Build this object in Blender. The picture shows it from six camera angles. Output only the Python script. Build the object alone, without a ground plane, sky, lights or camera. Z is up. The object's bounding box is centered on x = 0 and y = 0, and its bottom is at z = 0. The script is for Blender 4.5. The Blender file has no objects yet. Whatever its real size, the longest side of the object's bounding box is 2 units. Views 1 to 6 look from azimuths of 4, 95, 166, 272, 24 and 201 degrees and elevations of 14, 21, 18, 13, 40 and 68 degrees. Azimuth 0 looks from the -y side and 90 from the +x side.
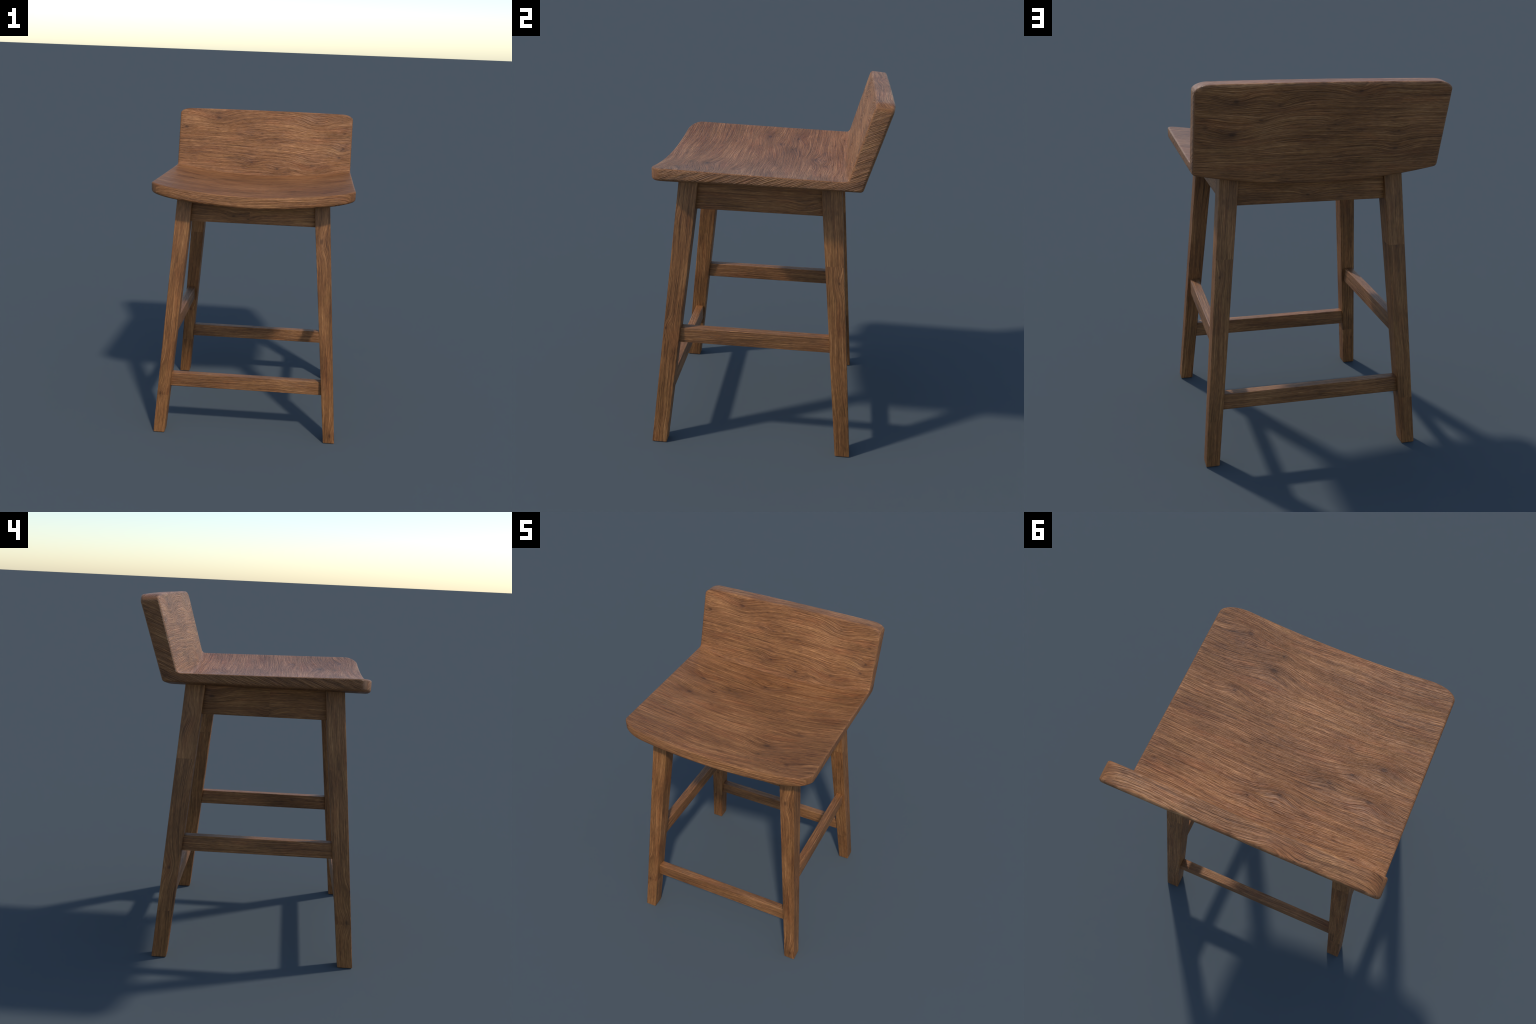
"""Low-backed counter stool in oiled oak: dished one-piece seat and backrest,
four splayed tapering legs, aprons under the seat and four stretchers."""
import bpy, bmesh, math
from mathutils import Vector

# ------------------------------------------------------------------ sizes
HALF_W = 0.619            # half width of seat and backrest
FRONT_Y = -0.603          # front edge of the seat
LEAN = 0.2775             # lean of the backrest's face, dy/dz
LEAN_REAR = 0.298         # its rear face leans more: it thickens upwards
DISH_TOP = 0.058          # how far the seat rises at its two sides
DISH_BOT = 0.066
SEAT_BOT = 1.490          # underside of the seat on the centre line


def seat_top_z(x, y):
    """Dished across, and falling a little towards the back."""
    f = (y - FRONT_Y) / 1.02
    return 1.5655 - 0.023 * f + 0.004 * f * f + DISH_TOP * (x / HALF_W) ** 2


def seat_bot_z(x):
    return SEAT_BOT + DISH_BOT * (x / HALF_W) ** 2


def back_front_y(z):
    return 0.4045 + LEAN * (z - 1.595)


def back_rear_y(z):
    return 0.4850 + LEAN_REAR * (z - 1.557)


# ------------------------------------------------------------- node helper
class Nodes:
    """Small expression builder for shader nodes."""

    def __init__(self, mat):
        mat.use_nodes = True
        self.t = mat.node_tree
        self.t.nodes.clear()

    def new(self, kind, **props):
        n = self.t.nodes.new(kind)
        for k, v in props.items():
            setattr(n, k, v)
        return n

    def put(self, socket, v):
        if isinstance(v, bpy.types.NodeSocket):
            self.t.links.new(v, socket)
        else:
            socket.default_value = v

    def m(self, op, a, b=0.0, c=0.0, clamp=False):
        n = self.new("ShaderNodeMath", operation=op, use_clamp=clamp)
        for i, v in enumerate((a, b, c)):
            self.put(n.inputs[i], v)
        return n.outputs[0]

    def add(self, a, b): return self.m("ADD", a, b)
    def sub(self, a, b): return self.m("SUBTRACT", a, b)
    def mul(self, a, b): return self.m("MULTIPLY", a, b)

    def vec(self, x, y, z):
        n = self.new("ShaderNodeCombineXYZ")
        for i, v in enumerate((x, y, z)):
            self.put(n.inputs[i], v)
        return n.outputs[0]

    def noise(self, v, scale=1.0, detail=2.0, rough=0.5, distort=0.0):
        n = self.new("ShaderNodeTexNoise")
        self.put(n.inputs["Vector"], v)
        n.inputs["Scale"].default_value = scale
        n.inputs["Detail"].default_value = detail
        n.inputs["Roughness"].default_value = rough
        n.inputs["Distortion"].default_value = distort
        return n.outputs[0]

    def ramp01(self, v, lo, hi, smooth=True):
        n = self.new("ShaderNodeMapRange", clamp=True)
        if smooth:
            n.interpolation_type = "SMOOTHSTEP"
        self.put(n.inputs[0], v)
        n.inputs[1].default_value = lo
        n.inputs[2].default_value = hi
        return n.outputs[0]

    def mix(self, fac, a, b):
        n = self.new("ShaderNodeMix", data_type="FLOAT")
        self.put(n.inputs[0], fac)
        self.put(n.inputs[2], a)
        self.put(n.inputs[3], b)
        return n.outputs[0]

    def mixc(self, fac, a, b, blend="MIX"):
        n = self.new("ShaderNodeMix", data_type="RGBA", blend_type=blend)
        self.put(n.inputs[0], fac)
        self.put(n.inputs[6], a)
        self.put(n.inputs[7], b)
        return n.outputs[2]


# --------------------------------------------------------------- material
def wood(name, layout, seed, knots=(), figure=1.0, relief=1.0, joint=0.0, tone=1.0,
         joint_at=0.0, lean=(0.0, 0.0)):
    """Oiled oak.  layout says how the grain lies in the part:
    'seat' / 'backrest' / 'across' along x, 'deep' along y, 'upright' along z.
    knots: (u, v, radius) in metres along / across the grain, plus which side."""
    mat = bpy.data.materials.new(name)
    g = Nodes(mat)
    geo = g.new("ShaderNodeNewGeometry")
    tc = g.new("ShaderNodeTexCoord")
    sx = g.new("ShaderNodeSeparateXYZ")
    g.put(sx.inputs[0], tc.outputs["Object"])
    x, y, z = sx.outputs
    nx = g.new("ShaderNodeSeparateXYZ")
    g.put(nx.inputs[0], geo.outputs["Normal"])
    ends = None
    if layout == "seat":
        bow = g.mul(g.mul(x, x), -0.155)
        along, across = x, g.add(y, g.add(z, bow))
        ends = nx.outputs[0]
    elif layout == "backrest":
        along, across = x, g.add(g.mul(z, 0.80), g.mul(y, 0.75))
        ends = nx.outputs[0]
    elif layout == "across":
        along, across = x, g.add(z, g.mul(y, 0.9))
    elif layout == "deep":
        along, across = y, g.add(z, g.mul(x, 0.9))
    else:
        # follow the slant of the leg
        along = z
        across = g.add(g.sub(x, g.mul(z, lean[0])),
                       g.mul(g.sub(y, g.mul(z, lean[1])), 0.83))

    if ends is not None:
        # end faces: streaks climb towards the back at about 25 degrees
        e = g.ramp01(g.m("ABSOLUTE", ends), 0.52, 0.86)
        c, s = math.cos(0.40), math.sin(0.40)
        u2 = g.add(g.mul(y, c), g.mul(z, s))
        v2 = g.sub(g.mul(z, c), g.mul(y, s))
        along = g.mix(e, along, u2)
        across = g.mix(e, across, v2)
    else:
        e = 0.0

    step = None
    if joint > 0.0:
        # finger-jointed lengths: every length is another piece of timber
        cell = g.m("FLOOR", g.mul(g.add(along, joint_at), 1.0 / joint))
        wn = g.new("ShaderNodeTexWhiteNoise", noise_dimensions="2D")
        g.put(wn.inputs["Vector"], g.vec(cell, float(seed), 0.0))
        step = wn.outputs["Value"]

    third = float(seed) * 3.7
    if step is not None:
        third = g.add(g.mul(step, 9.0), third)

    # rings bulge round every knot
    flow = across
    knot_dark = knot_halo = None
    for (ku, kv, kr, side) in knots:
        du = g.mul(g.sub(along, ku), 0.55)
        dv = g.sub(across, kv)
        d2 = g.add(g.mul(du, du), g.mul(dv, dv))
        wide = g.m("EXPONENT", g.mul(d2, -1.0 / (2.6 * kr) ** 2))
        halo = g.m("EXPONENT", g.mul(d2, -1.0 / (1.6 * kr) ** 2))
        core = g.m("EXPONENT", g.mul(d2, -1.0 / (0.42 * kr) ** 2))
        if side is not None:                       # only on one face of the board
            gate = g.ramp01(nx.outputs[1], 0.0, 0.2 * side)
            wide, core, halo = g.mul(wide, gate), g.mul(core, gate), g.mul(halo, gate)
        if ends is not None:
            inner = g.sub(1.0, e)
            wide, core, halo = g.mul(wide, inner), g.mul(core, inner), g.mul(halo, inner)
        flow = g.add(flow, g.mul(wide, 1.5 * kr))
        knot_dark = core if knot_dark is None else g.m("MAXIMUM", knot_dark, core)
        knot_halo = halo if knot_halo is None else g.m("MAXIMUM", knot_halo, halo)

    # slow waves and cathedral figure
    w1 = g.noise(g.vec(g.mul(along, 1.3), g.mul(across, 2.4), third), 1.0, 1.0)
    w2 = g.noise(g.vec(g.mul(along, 2.7), g.mul(across, 8.0), third), 1.0, 1.5, 0.45)
    w3 = g.noise(g.vec(g.mul(along, 16.0), g.mul(across, 26.0), third), 1.0, 1.0)
    calm = g.mix(e, 1.0, 0.35)                     # straighter on the end faces
    flow = g.add(flow, g.mul(calm, g.mul(w1, 0.058 * figure)))
    flow = g.add(flow, g.mul(calm, g.mul(w2, 0.036 * figure)))
    flow = g.add(flow, g.mul(w3, 0.0022))

    # layers of grain that follow the flow
    rings = g.noise(g.vec(g.mul(flow, 290.0), g.mul(along, 4.2), third), 1.0, 1.0, 0.5)
    streak = g.noise(g.vec(g.mul(flow, 62.0), g.mul(along, 1.5), third), 1.0, 2.0, 0.55)
    fine = g.noise(g.vec(g.mul(flow, 500.0), g.mul(along, 28.0), third), 1.0, 2.0, 0.6)
    pore = g.noise(g.vec(g.mul(flow, 480.0), g.mul(along, 30.0), g.add(third, 2.0)), 1.0, 1.0, 0.5)
    patch = g.noise(g.vec(g.mul(along, 3.2), g.mul(across, 8.0), third), 1.0, 3.0, 0.55)
    hue = g.noise(g.vec(g.mul(along, 5.0), g.mul(flow, 22.0), g.add(third, 4.0)), 1.0, 2.0, 0.6)
    cloud = g.noise(g.vec(g.mul(along, 9.0), g.mul(across, 17.0), g.add(third, 8.0)), 1.0, 3.0, 0.6)

    value = g.mul(g.ramp01(streak, 0.27, 0.73, False), 0.17)
    value = g.add(value, g.mul(g.ramp01(rings, 0.28, 0.72, False), 0.33))
    value = g.add(value, g.mul(g.ramp01(patch, 0.30, 0.70, False), 0.24))
    value = g.add(value, g.mul(g.ramp01(fine, 0.28, 0.72, False), 0.28))

    cr = g.new("ShaderNodeValToRGB")
    g.put(cr.inputs[0], value)
    stops = [(0.20, (0.082, 0.029, 0.0075)), (0.40, (0.168, 0.064, 0.0178)),
             (0.60, (0.258, 0.104, 0.0310)), (0.82, (0.420, 0.186, 0.0630))]
    el = cr.color_ramp.elements
    while len(el) < len(stops):
        el.new(0.5)
    for k, (p, col) in zip(el, stops):
        k.position = p
        k.color = tuple(v * tone for v in col) + (1.0,)
    col = cr.outputs[0]
    # reddish and greenish-grey drifts along the grain
    col = g.mixc(g.mul(g.ramp01(hue, 0.52, 0.72), 0.45), col, (1.12, 0.93, 0.86, 1), "MULTIPLY")
    col = g.mixc(g.mul(g.ramp01(hue, 0.48, 0.28), 0.45), col, (0.90, 0.97, 0.86, 1), "MULTIPLY")
    # smoky clouds
    col = g.mixc(g.mul(g.ramp01(cloud, 0.55, 0.75), 0.55), col, (0.60, 0.57, 0.60, 1), "MULTIPLY")
    # pores
    porous = g.ramp01(pore, 0.56, 0.70)
    col = g.mixc(g.mul(porous, 0.36), col, (0.48, 0.46, 0.46, 1), "MULTIPLY")
    # pin knots, scattered
    vo = g.new("ShaderNodeTexVoronoi", feature="F1")
    g.put(vo.inputs["Vector"], g.vec(g.mul(along, 5.0), g.mul(across, 8.5), third))
    vo.inputs["Scale"].default_value = 1.0
    vs = g.new("ShaderNodeSeparateColor")
    g.put(vs.inputs[0], vo.outputs["Color"])
    pin = g.mul(g.ramp01(g.add(vo.outputs["Distance"], g.mul(w3, 0.05)), 0.115, 0.045),
                g.ramp01(vs.outputs[0], 0.70, 0.78))
    col = g.mixc(g.mul(pin, 0.40), col, (0.30, 0.27, 0.28, 1), "MULTIPLY")
    if knot_dark is not None:
        smoke = g.mul(knot_halo, g.ramp01(g.mix(0.5, cloud, rings), 0.34, 0.56))
        col = g.mixc(g.mul(smoke, 0.48), col, (0.50, 0.46, 0.48, 1), "MULTIPLY")
        ragged = g.mul(knot_dark, g.ramp01(cloud, 0.30, 0.52))
        col = g.mixc(g.mul(g.ramp01(ragged, 0.12, 0.85), 0.60), col, (0.24, 0.21, 0.22, 1), "MULTIPLY")
    if step is not None:
        dim = g.ramp01(step, 0.0, 1.0, False)
        k = g.mix(dim, 0.96, 1.05)
        col = g.mixc(1.0, col, g.vec(k, k, g.mul(k, 0.99)), "MULTIPLY")

    if ends is not None:
        # broad faces a little paler than the end faces
        k = g.mix(e, 1.17, 1.06)
        col = g.mixc(1.0, col, g.vec(k, k, g.mul(k, 1.10)), "MULTIPLY")
    else:
        col = g.mixc(1.0, col, (1.03, 1.04, 1.10, 1), "MULTIPLY")

    # relief: brushed grain, pores
    height = g.add(g.mul(g.ramp01(rings, 0.32, 0.68, False), 0.60), g.mul(fine, 0.55))
    height = g.sub(height, g.mul(porous, 0.25))
    height = g.sub(height, g.mul(pin, 0.5))
    bump = g.new("ShaderNodeBump")
    bump.inputs["Strength"].default_value = 1.0
    # end grain is cut deeper than the faces
    g.put(bump.inputs["Distance"], g.mix(e, 0.0026 * relief, 0.0044 * relief))
    g.put(bump.inputs["Height"], height)

    bsdf = g.new("ShaderNodeBsdfPrincipled")
    g.put(bsdf.inputs["Base Color"], col)
    g.put(bsdf.inputs["Roughness"], g.mix(value, 0.57, 0.43))
    bsdf.inputs["Specular IOR Level"].default_value = 0.36
    g.put(bsdf.inputs["Normal"], bump.outputs[0])
    out = g.new("ShaderNodeOutputMaterial")
    g.put(out.inputs[0], bsdf.outputs[0])
    return mat


# ------------------------------------------------------------- seat board
def smooth_path(corner_a, corner, corner_b, radius, n):
    """Points of a circular fillet at 'corner' between two directions (2D)."""
    a = (Vector(corner_a) - Vector(corner)).normalized()
    b = (Vector(corner_b) - Vector(corner)).normalized()
    half = a.angle(b) / 2
    t = radius / math.tan(half)
    centre = Vector(corner) + (a + b).normalized() * (radius / math.sin(half))
    p0, p1 = Vector(corner) + a * t - centre, Vector(corner) + b * t - centre
    sweep = math.pi - 2 * half
    sgn = 1 if p0.x * p1.y - p0.y * p1.x > 0 else -1
    pts = []
    for i in range(n + 1):
        th = sgn * sweep * i / n
        pts.append(centre + Vector((p0.x * math.cos(th) - p0.y * math.sin(th),
                                    p0.x * math.sin(th) + p0.y * math.cos(th))))
    return pts


SEAT_N, FIL_N, BACK_N = 40, 8, 20
TOP_Z = 2.0005


def side_profiles(x):
    """(y, z) section of the board at x: the sitting face and the under/rear
    face, as two point lists of equal length running front -> crease -> top."""
    crown = -0.005 * (x / HALF_W) ** 2
    # sitting face
    y = 0.40
    for _ in range(8):
        y = back_front_y(seat_top_z(x, y))
    cz = seat_top_z(x, y)
    top = (back_front_y(TOP_Z + crown), TOP_Z + crown)
    fil = smooth_path((FRONT_Y, seat_top_z(x, FRONT_Y)), (y, cz), top, 0.026, FIL_N)
    f = []
    for i in range(SEAT_N):
        yy = FRONT_Y + (fil[0].x - FRONT_Y) * i / SEAT_N
        f.append((yy, seat_top_z(x, yy) + (fil[0].y - seat_top_z(x, fil[0].x)) * i / SEAT_N))
    f += [tuple(p) for p in fil]
    for i in range(1, BACK_N + 1):
        k = i / BACK_N
        f.append((fil[-1].x + (top[0] - fil[-1].x) * k, fil[-1].y + (top[1] - fil[-1].y) * k))
    # under and rear face
    bz = seat_bot_z(x)
    by = back_rear_y(bz)
    rtop_z = TOP_Z + crown - 0.008
    rtop = (back_rear_y(rtop_z), rtop_z)
    fil = smooth_path((FRONT_Y, bz), (by, bz), rtop, 0.018, FIL_N)
    r = []
    for i in range(SEAT_N):
        r.append((FRONT_Y + (fil[0].x - FRONT_Y) * i / SEAT_N, bz))
    r += [tuple(p) for p in fil]
    for i in range(1, BACK_N + 1):
        k = i / BACK_N
        r.append((fil[-1].x + (rtop[0] - fil[-1].x) * k, fil[-1].y + (rtop[1] - fil[-1].y) * k))
    return f, r


# arclength of the sitting face on the side, used as the sheet's long axis
_ref, _ = side_profiles(HALF_W * 0.6)
ARC = [0.0]
for p, q in zip(_ref, _ref[1:]):
    ARC.append(ARC[-1] + math.dist(p, q))
LENGTH = ARC[-1]


def sheet_point(x, s, depth):
    """Point of the board: x across, s along the bent sheet, depth 0 = sitting
    face, 1 = under/rear face."""
    s = min(max(s, 0.0), LENGTH)
    j = 0
    while j < len(ARC) - 2 and ARC[j + 1] < s:
        j += 1
    k = (s - ARC[j]) / (ARC[j + 1] - ARC[j])
    f, r = side_profiles(x)
    a = [f[j][c] + (f[j + 1][c] - f[j][c]) * k for c in (0, 1)]
    b = [r[j][c] + (r[j + 1][c] - r[j][c]) * k for c in (0, 1)]
    return Vector((x, a[0] + (b[0] - a[0]) * depth, a[1] + (b[1] - a[1]) * depth))


def build_board():
    # elliptical corners: (reach across, reach along the sheet)
    fx, fs = 0.150, 0.074
    tx, ts = 0.078, 0.040
    cols = 44
    # rows of the sheet, dense in the rounded corners and the crease
    rows = []
    nc = 14
    for i in range(nc + 1):
        rows.append(fs * (1 - math.cos(math.pi / 2 * i / nc)))
    rows += [a for a in ARC if rows[-1] + 0.004 < a < LENGTH - ts - 0.004]
    for i in range(nc, -1, -1):
        rows.append(LENGTH - ts * (1 - math.cos(math.pi / 2 * i / nc)))

    def half_width(s):
        if s < fs:
            return HALF_W - fx + fx * math.sqrt(max(0, 1 - ((fs - s) / fs) ** 2))
        if s > LENGTH - ts:
            return HALF_W - tx + tx * math.sqrt(max(0, 1 - ((s - LENGTH + ts) / ts) ** 2))
        return HALF_W

    # closed outline in (x, s): front row, right side, top row, left side
    n = len(rows)
    border = []                                    # (row, col)
    border += [(0, c) for c in range(cols + 1)]
    border += [(r, cols) for r in range(1, n)]
    border += [(n - 1, c) for c in range(cols - 1, -1, -1)]
    border += [(r, 0) for r in range(n - 2, 0, -1)]

    def flat(r, c):
        return Vector((half_width(rows[r]) * (2 * c / cols - 1), rows[r]))

    def normal(r, c):
        p = flat(r, c)
        for rx, rs, s0, sg in ((fx, fs, fs, -1), (tx, ts, LENGTH - ts, 1)):
            if (p.y - s0) * sg > -1e-9:
                cx = HALF_W - rx
                if abs(p.x) > cx + 1e-9:
                    v = Vector(((p.x - math.copysign(cx, p.x)) / rx ** 2, (p.y - s0) / rs ** 2))
                    return v.normalized()
                return Vector((0, sg))
        return Vector((math.copysign(1, p.x), 0))

    bm = bmesh.new()
    fil_a, fil_b = 0.011, 0.017

    def inset_grid(depth, d):
        """Cap of the sheet, its border drawn in by d."""
        kx, ks = (HALF_W - d) / HALF_W, (LENGTH - 2 * d) / LENGTH
        inset = {}
        for r, c in border:
            p = flat(r, c) - normal(r, c) * d
            inset[(r, c)] = p
        grid = [[None] * (cols + 1) for _ in range(n)]
        for r in range(n):
            left, right = inset[(r, 0)], inset[(r, cols)]
            for c in range(cols + 1):
                p = inset.get((r, c))
                if p is None:
                    p = left.lerp(right, c / cols)
                grid[r][c] = bm.verts.new(sheet_point(p.x, p.y, depth))
        return grid

    face = inset_grid(0.0, fil_a)
    rear = inset_grid(1.0, fil_b)
    part = {}                                      # face -> row index

    def quad(vs, row):
        if len(set(vs)) == 4:
            part[bm.faces.new(vs)] = row
    for r in range(n - 1):
        for c in range(cols):
            quad((face[r][c], face[r][c + 1], face[r + 1][c + 1], face[r + 1][c]), r)
            quad((rear[r][c], rear[r + 1][c], rear[r + 1][c + 1], rear[r][c + 1]), r)
    # rounded rim
    K = 5
    layers = [[face[r][c] for r, c in border]]
    for k in range(1, K + 1):
        th = math.pi / 2 * k / K
        layers.append([(fil_a * (1 - math.sin(th)), fil_a * (1 - math.cos(th)), 0)])
    for k in range(0, K):
        th = math.pi / 2 * k / K
        layers.append([(fil_b * (1 - math.cos(th)), fil_b * (1 - math.sin(th)), 1)])
    built = [layers[0]]
    for spec in layers[1:]:
        d, t, side = spec[0]
        ring = []
        for r, c in border:
            p = flat(r, c) - normal(r, c) * d
            thick = (sheet_point(p.x, p.y, 0) - sheet_point(p.x, p.y, 1)).length
            ring.append(bm.verts.new(sheet_point(p.x, p.y, t / thick if side == 0 else 1 - t / thick)))
        built.append(ring)
    built.append([rear[r][c] for r, c in border])
    m = len(border)
    for a, b in zip(built, built[1:]):
        for i in range(m):
            j = (i + 1) % m
            row = max(0, min(border[i][0], border[j][0]))
            quad((a[j], a[i], b[i], b[j]), row if row < n - 1 else n - 2)
    bmesh.ops.recalc_face_normals(bm, faces=bm.faces)
    crease_s = (ARC[SEAT_N] + ARC[SEAT_N + FIL_N]) / 2
    crease_row = min(range(n), key=lambda r: abs(rows[r] - crease_s))
    bm.verts.ensure_lookup_table()
    bm.normal_update()
    return bm, part, crease_row


def board_objects(bm, part, crease_row, mats):
    """Seat and backrest: two regions of one smooth surface."""
    out = []
    bm.verts.index_update()
    for f in bm.faces:
        f.smooth = True
    bm.normal_update()
    for name, mine, mat in (("seat", lambda r: r < crease_row, mats[0]),
                            ("backrest", lambda r: r >= crease_row, mats[1])):
        faces = [f for f, r in part.items() if mine(r)]
        faces.sort(key=lambda f: [v.index for v in f.verts])
        ids = sorted({v.index for f in faces for v in f.verts})
        remap = {v: i for i, v in enumerate(ids)}
        bm.verts.ensure_lookup_table()
        me = bpy.data.meshes.new(name)
        me.from_pydata([bm.verts[i].co for i in ids], [],
                       [[remap[v.index] for v in f.verts] for f in faces])
        me.polygons.foreach_set("use_smooth", [True] * len(me.polygons))
        me.normals_split_custom_set_from_vertices([bm.verts[i].normal for i in ids])
        me.materials.append(mat)
        ob = bpy.data.objects.new(name, me)
        bpy.context.collection.objects.link(ob)
        out.append(ob)
    return out


# ----------------------------------------------------------- straight parts
def prism(name, lower, upper, mat, bevel=0.005, top_rule=None, cuts=1):
    """Bar between two rectangles given as corner lists in the same order;
    the long edges and ends are eased.  top_rule lifts vertices flagged top."""
    bm = bmesh.new()
    rings = []
    for k in range(cuts + 1):
        t = k / cuts
        rings.append([bm.verts.new(Vector(a).lerp(Vector(b), t)) for a, b in zip(lower, upper)])
    if top_rule:
        for ring in rings:
            for v in ring:
                v.co.z = top_rule(v.co)
    bm.faces.new(rings[0])
    bm.faces.new(rings[-1])
    for a, b in zip(rings, rings[1:]):
        for i in range(4):
            j = (i + 1) % 4
            bm.faces.new((a[i], a[j], b[j], b[i]))
    bmesh.ops.recalc_face_normals(bm, faces=bm.faces)
    sharp = [e for e in bm.edges if e.calc_face_angle(0) > 0.6]
    bmesh.ops.bevel(bm, geom=sharp, offset=bevel, segments=3, profile=0.6, affect="EDGES")
    bmesh.ops.recalc_face_normals(bm, faces=bm.faces)
    me = bpy.data.meshes.new(name)
    bm.to_mesh(me)
    bm.free()
    for p in me.polygons:
        p.use_smooth = True
    me.set_sharp_from_angle(angle=math.radians(32))
    me.materials.append(mat)
    ob = bpy.data.objects.new(name, me)
    bpy.context.collection.objects.link(ob)
    return ob


# --------------------------------------------------------------- assembly
def main():
    stool = bpy.data.objects.new("wooden_bar_stool", None)
    stool.empty_display_size = 0.2
    bpy.context.collection.objects.link(stool)
    stool["label"] = "low-backed wooden counter stool with dished seat and splayed legs"
    stool["category"] = "bar stool"
    parts = []

    def on_seat(x, y, r):
        return (x, y + seat_top_z(x, y) - 0.155 * x * x, r, None)

    def on_back(x, z, r, face):
        y = back_front_y(z) if face < 0 else back_rear_y(z)
        return (x, 0.80 * z + 0.75 * y, r, face)

    seat_mat = wood("oak_seat", "seat", 11, knots=[
        on_seat(0.430, -0.490, 0.024), on_seat(0.236, -0.447, 0.018), on_seat(0.245, -0.355, 0.030),
        on_seat(0.375, -0.178, 0.015), on_seat(-0.436, -0.077, 0.026), on_seat(-0.224, 0.075, 0.020),
        on_seat(-0.036, 0.219, 0.020), on_seat(-0.426, 0.100, 0.022), on_seat(-0.306, -0.002, 0.015),
        on_seat(0.102, 0.280, 0.013), on_seat(-0.456, 0.380, 0.016)])
    back_mat = wood("oak_backrest", "backrest", 11, knots=[
        on_back(-0.568, 1.866, 0.020, -1), on_back(0.365, 1.928, 0.024, -1), on_back(-0.097, 1.824, 0.013, -1),
        on_back(0.097, 1.600, 0.013, -1), on_back(0.346, 1.632, 0.030, -1), on_back(0.560, 1.757, 0.014, -1),
        on_back(0.535, 1.697, 0.016, -1), on_back(-0.086, 1.639, 0.015, -1), on_back(-0.34, 1.936, 0.030, -1),
        on_back(0.426, 1.911, 0.020, 1), on_back(0.225, 1.891, 0.018, 1), on_back(0.307, 1.822, 0.017, 1),
        on_back(0.436, 1.754, 0.026, 1), on_back(-0.375, 1.660, 0.018, 1), on_back(-0.379, 1.751, 0.012, 1),
        on_back(-0.048, 1.808, 0.010, 1), on_back(-0.158, 1.950, 0.016, 1)])
    bm, part, crease_row = build_board()
    parts += board_objects(bm, part, crease_row, (seat_mat, back_mat))
    bm.free()

    # legs: outer and inner faces at the floor and at z = 1.51
    H = 1.51
    x_foot, x_head = (0.584, 0.512), (0.472, 0.376)
    y_foot = {"front": (-0.609, -0.525), "rear": (0.520, 0.438)}
    y_head = {"front": (-0.471, -0.367), "rear": (0.383, 0.276)}

    def leg_at(side, row, z):
        k = z / H
        xo, xi = (side * (a + (b - a) * k) for a, b in zip(x_foot, x_head))
        yo, yi = (a + (b - a) * k for a, b in zip(y_foot[row], y_head[row]))
        return [(xo, yo, z), (xi, yo, z), (xi, yi, z), (xo, yi, z)]

    def leg_lean(row, side):
        return (side * (sum(x_head) - sum(x_foot)) / 2 / H,
                (sum(y_head[row]) - sum(y_foot[row])) / 2 / H)

    def on_leg(x, y, z, r):
        lx, ly = leg_lean("front" if y < 0 else "rear", 1 if x > 0 else -1)
        return (z, x - lx * z + 0.83 * (y - ly * z), r, None)

    leg_knots = {
        ("front", -1): [on_leg(-0.55, -0.578, 0.262, 0.016), on_leg(-0.545, -0.575, 0.44, 0.010)],
        ("front", 1): [on_leg(0.43, -0.490, 1.29, 0.022), on_leg(0.55, -0.603, 0.05, 0.018),
                       on_leg(0.53, -0.53, 0.70, 0.012)],
        ("rear", -1): [on_leg(-0.48, 0.34, 1.36, 0.014), on_leg(-0.54, 0.43, 0.52, 0.016)],
        ("rear", 1): [on_leg(0.50, 0.41, 1.02, 0.012)]}
    seed = 31
    for row in ("front", "rear"):
        for side in (-1, 1):
            mat = wood("oak_leg", "upright", seed, figure=0.6, relief=0.75, joint=0.0 if (row, side) == ("front", 1) else 0.86,
                       joint_at=0.59 + 0.02 * (seed % 3), lean=leg_lean(row, side), knots=leg_knots[(row, side)])
            seed += 7
            # the head is let a little way into the underside of the seat
            parts.append(prism("leg", leg_at(side, row, 0.0), leg_at(side, row, 1.535), mat, 0.005))

    # aprons, their top edge scribed to the dished underside of the seat
    def bar(name, x0, x1, y0, y1, z0, z1, mat, end0=None, end1=None, bevel=0.004):
        """Rail with faces at the given planes; ends may be cut to the leg's slant."""
        if abs(x1 - x0) > abs(y1 - y0):
            def sec(x):
                return [(x(z0), y0, z0), (x(z0), y1, z0), (x(z1), y1, z1), (x(z1), y0, z1)]
            return prism(name, sec(end0), sec(end1), mat, bevel)

        def sec(y):
            return [(x0, y(z0), z0), (x1, y(z0), z0), (x1, y(z1), z1), (x0, y(z1), z1)]
        return prism(name, sec(end0), sec(end1), mat, bevel)

    def inner_x(side, z):
        return side * (x_foot[1] + (x_head[1] - x_foot[1]) * z / H + 0.012)

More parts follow.
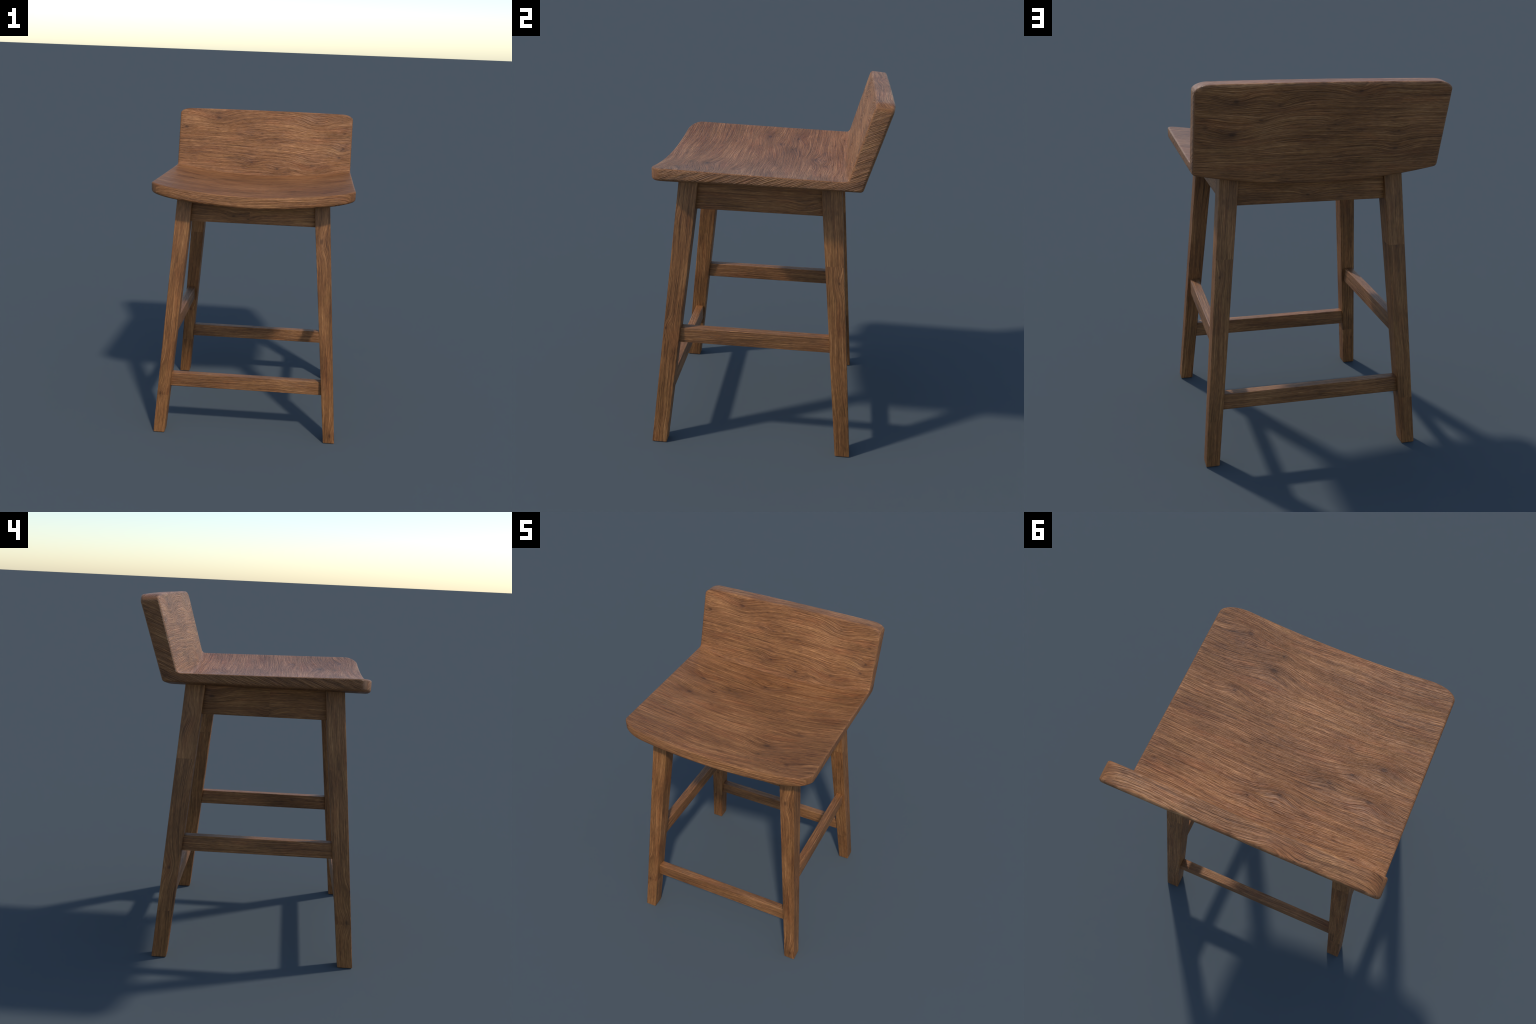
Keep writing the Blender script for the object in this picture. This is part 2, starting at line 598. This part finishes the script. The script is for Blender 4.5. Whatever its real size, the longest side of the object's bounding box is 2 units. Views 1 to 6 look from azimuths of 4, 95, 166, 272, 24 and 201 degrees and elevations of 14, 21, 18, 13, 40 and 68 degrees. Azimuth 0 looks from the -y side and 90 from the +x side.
    def inner_y(row, z):
        a, b = y_foot[row][1], y_head[row][1]
        return a + (b - a) * z / H + (-0.012 if row == "front" else 0.012)

    def rail_across(name, y0, y1, z0, z1, mat):
        return bar(name, -1, 1, y0, y1, z0, z1, mat,
                   lambda z: inner_x(-1, z), lambda z: inner_x(1, z))

    def rail_deep(name, x0, x1, z0, z1, mat):
        return bar(name, x0, x1, -1, 1, z0, z1, mat,
                   lambda z: inner_y("front", z), lambda z: inner_y("rear", z))

    # knots of the front, rear, left and right apron (along, height and inset, radius)
    rail_knots = [[(-0.12, 1.415 - 0.9 * 0.45, 0.016, None), (-0.03, 1.40 - 0.9 * 0.45, 0.014, None)],
                  [(0.02, 1.41 + 0.9 * 0.366, 0.014, None)],
                  [(-0.07, 1.39 - 0.9 * 0.45, 0.014, None), (0.24, 1.47 - 0.9 * 0.45, 0.024, None)],
                  [(0.20, 1.41 + 0.9 * 0.45, 0.016, None)]]
    k = 0
    for y0, y1 in ((-0.450, -0.402), (0.318, 0.366)):
        mat = wood("oak_apron", "across", 71 + 5 * k, figure=0.7, relief=0.7, joint=0.9 if k == 0 else 0.0, joint_at=0.02,
                   knots=rail_knots[k])
        zt = 1.512
        parts.append(rail_across("apron", y0, y1, 1.370, zt, mat))
        k += 1
    for side in (-1, 1):
        mat = wood("oak_apron", "deep", 71 + 5 * k, figure=0.7, relief=0.7, joint=0.9 if side < 0 else 0.0, joint_at=0.072,
                   knots=rail_knots[k])
        parts.append(rail_deep("apron", side * 0.402, side * 0.450, 1.370, 1.530, mat))
        k += 1
    for y0, y1 in ((-0.547, -0.498), (0.419, 0.467)):
        mat = wood("oak_stretcher", "across", 71 + 5 * k, figure=0.5, relief=0.75)
        parts.append(rail_across("stretcher", y0, y1, 0.300, 0.388, mat))
        k += 1
    for side in (-1, 1):
        mat = wood("oak_stretcher", "deep", 71 + 5 * k, figure=0.5, relief=0.75)
        parts.append(rail_deep("stretcher", side * 0.470, side * 0.520, 0.614, 0.702, mat))
        k += 1

    for ob in parts:
        ob.parent = stool


main()
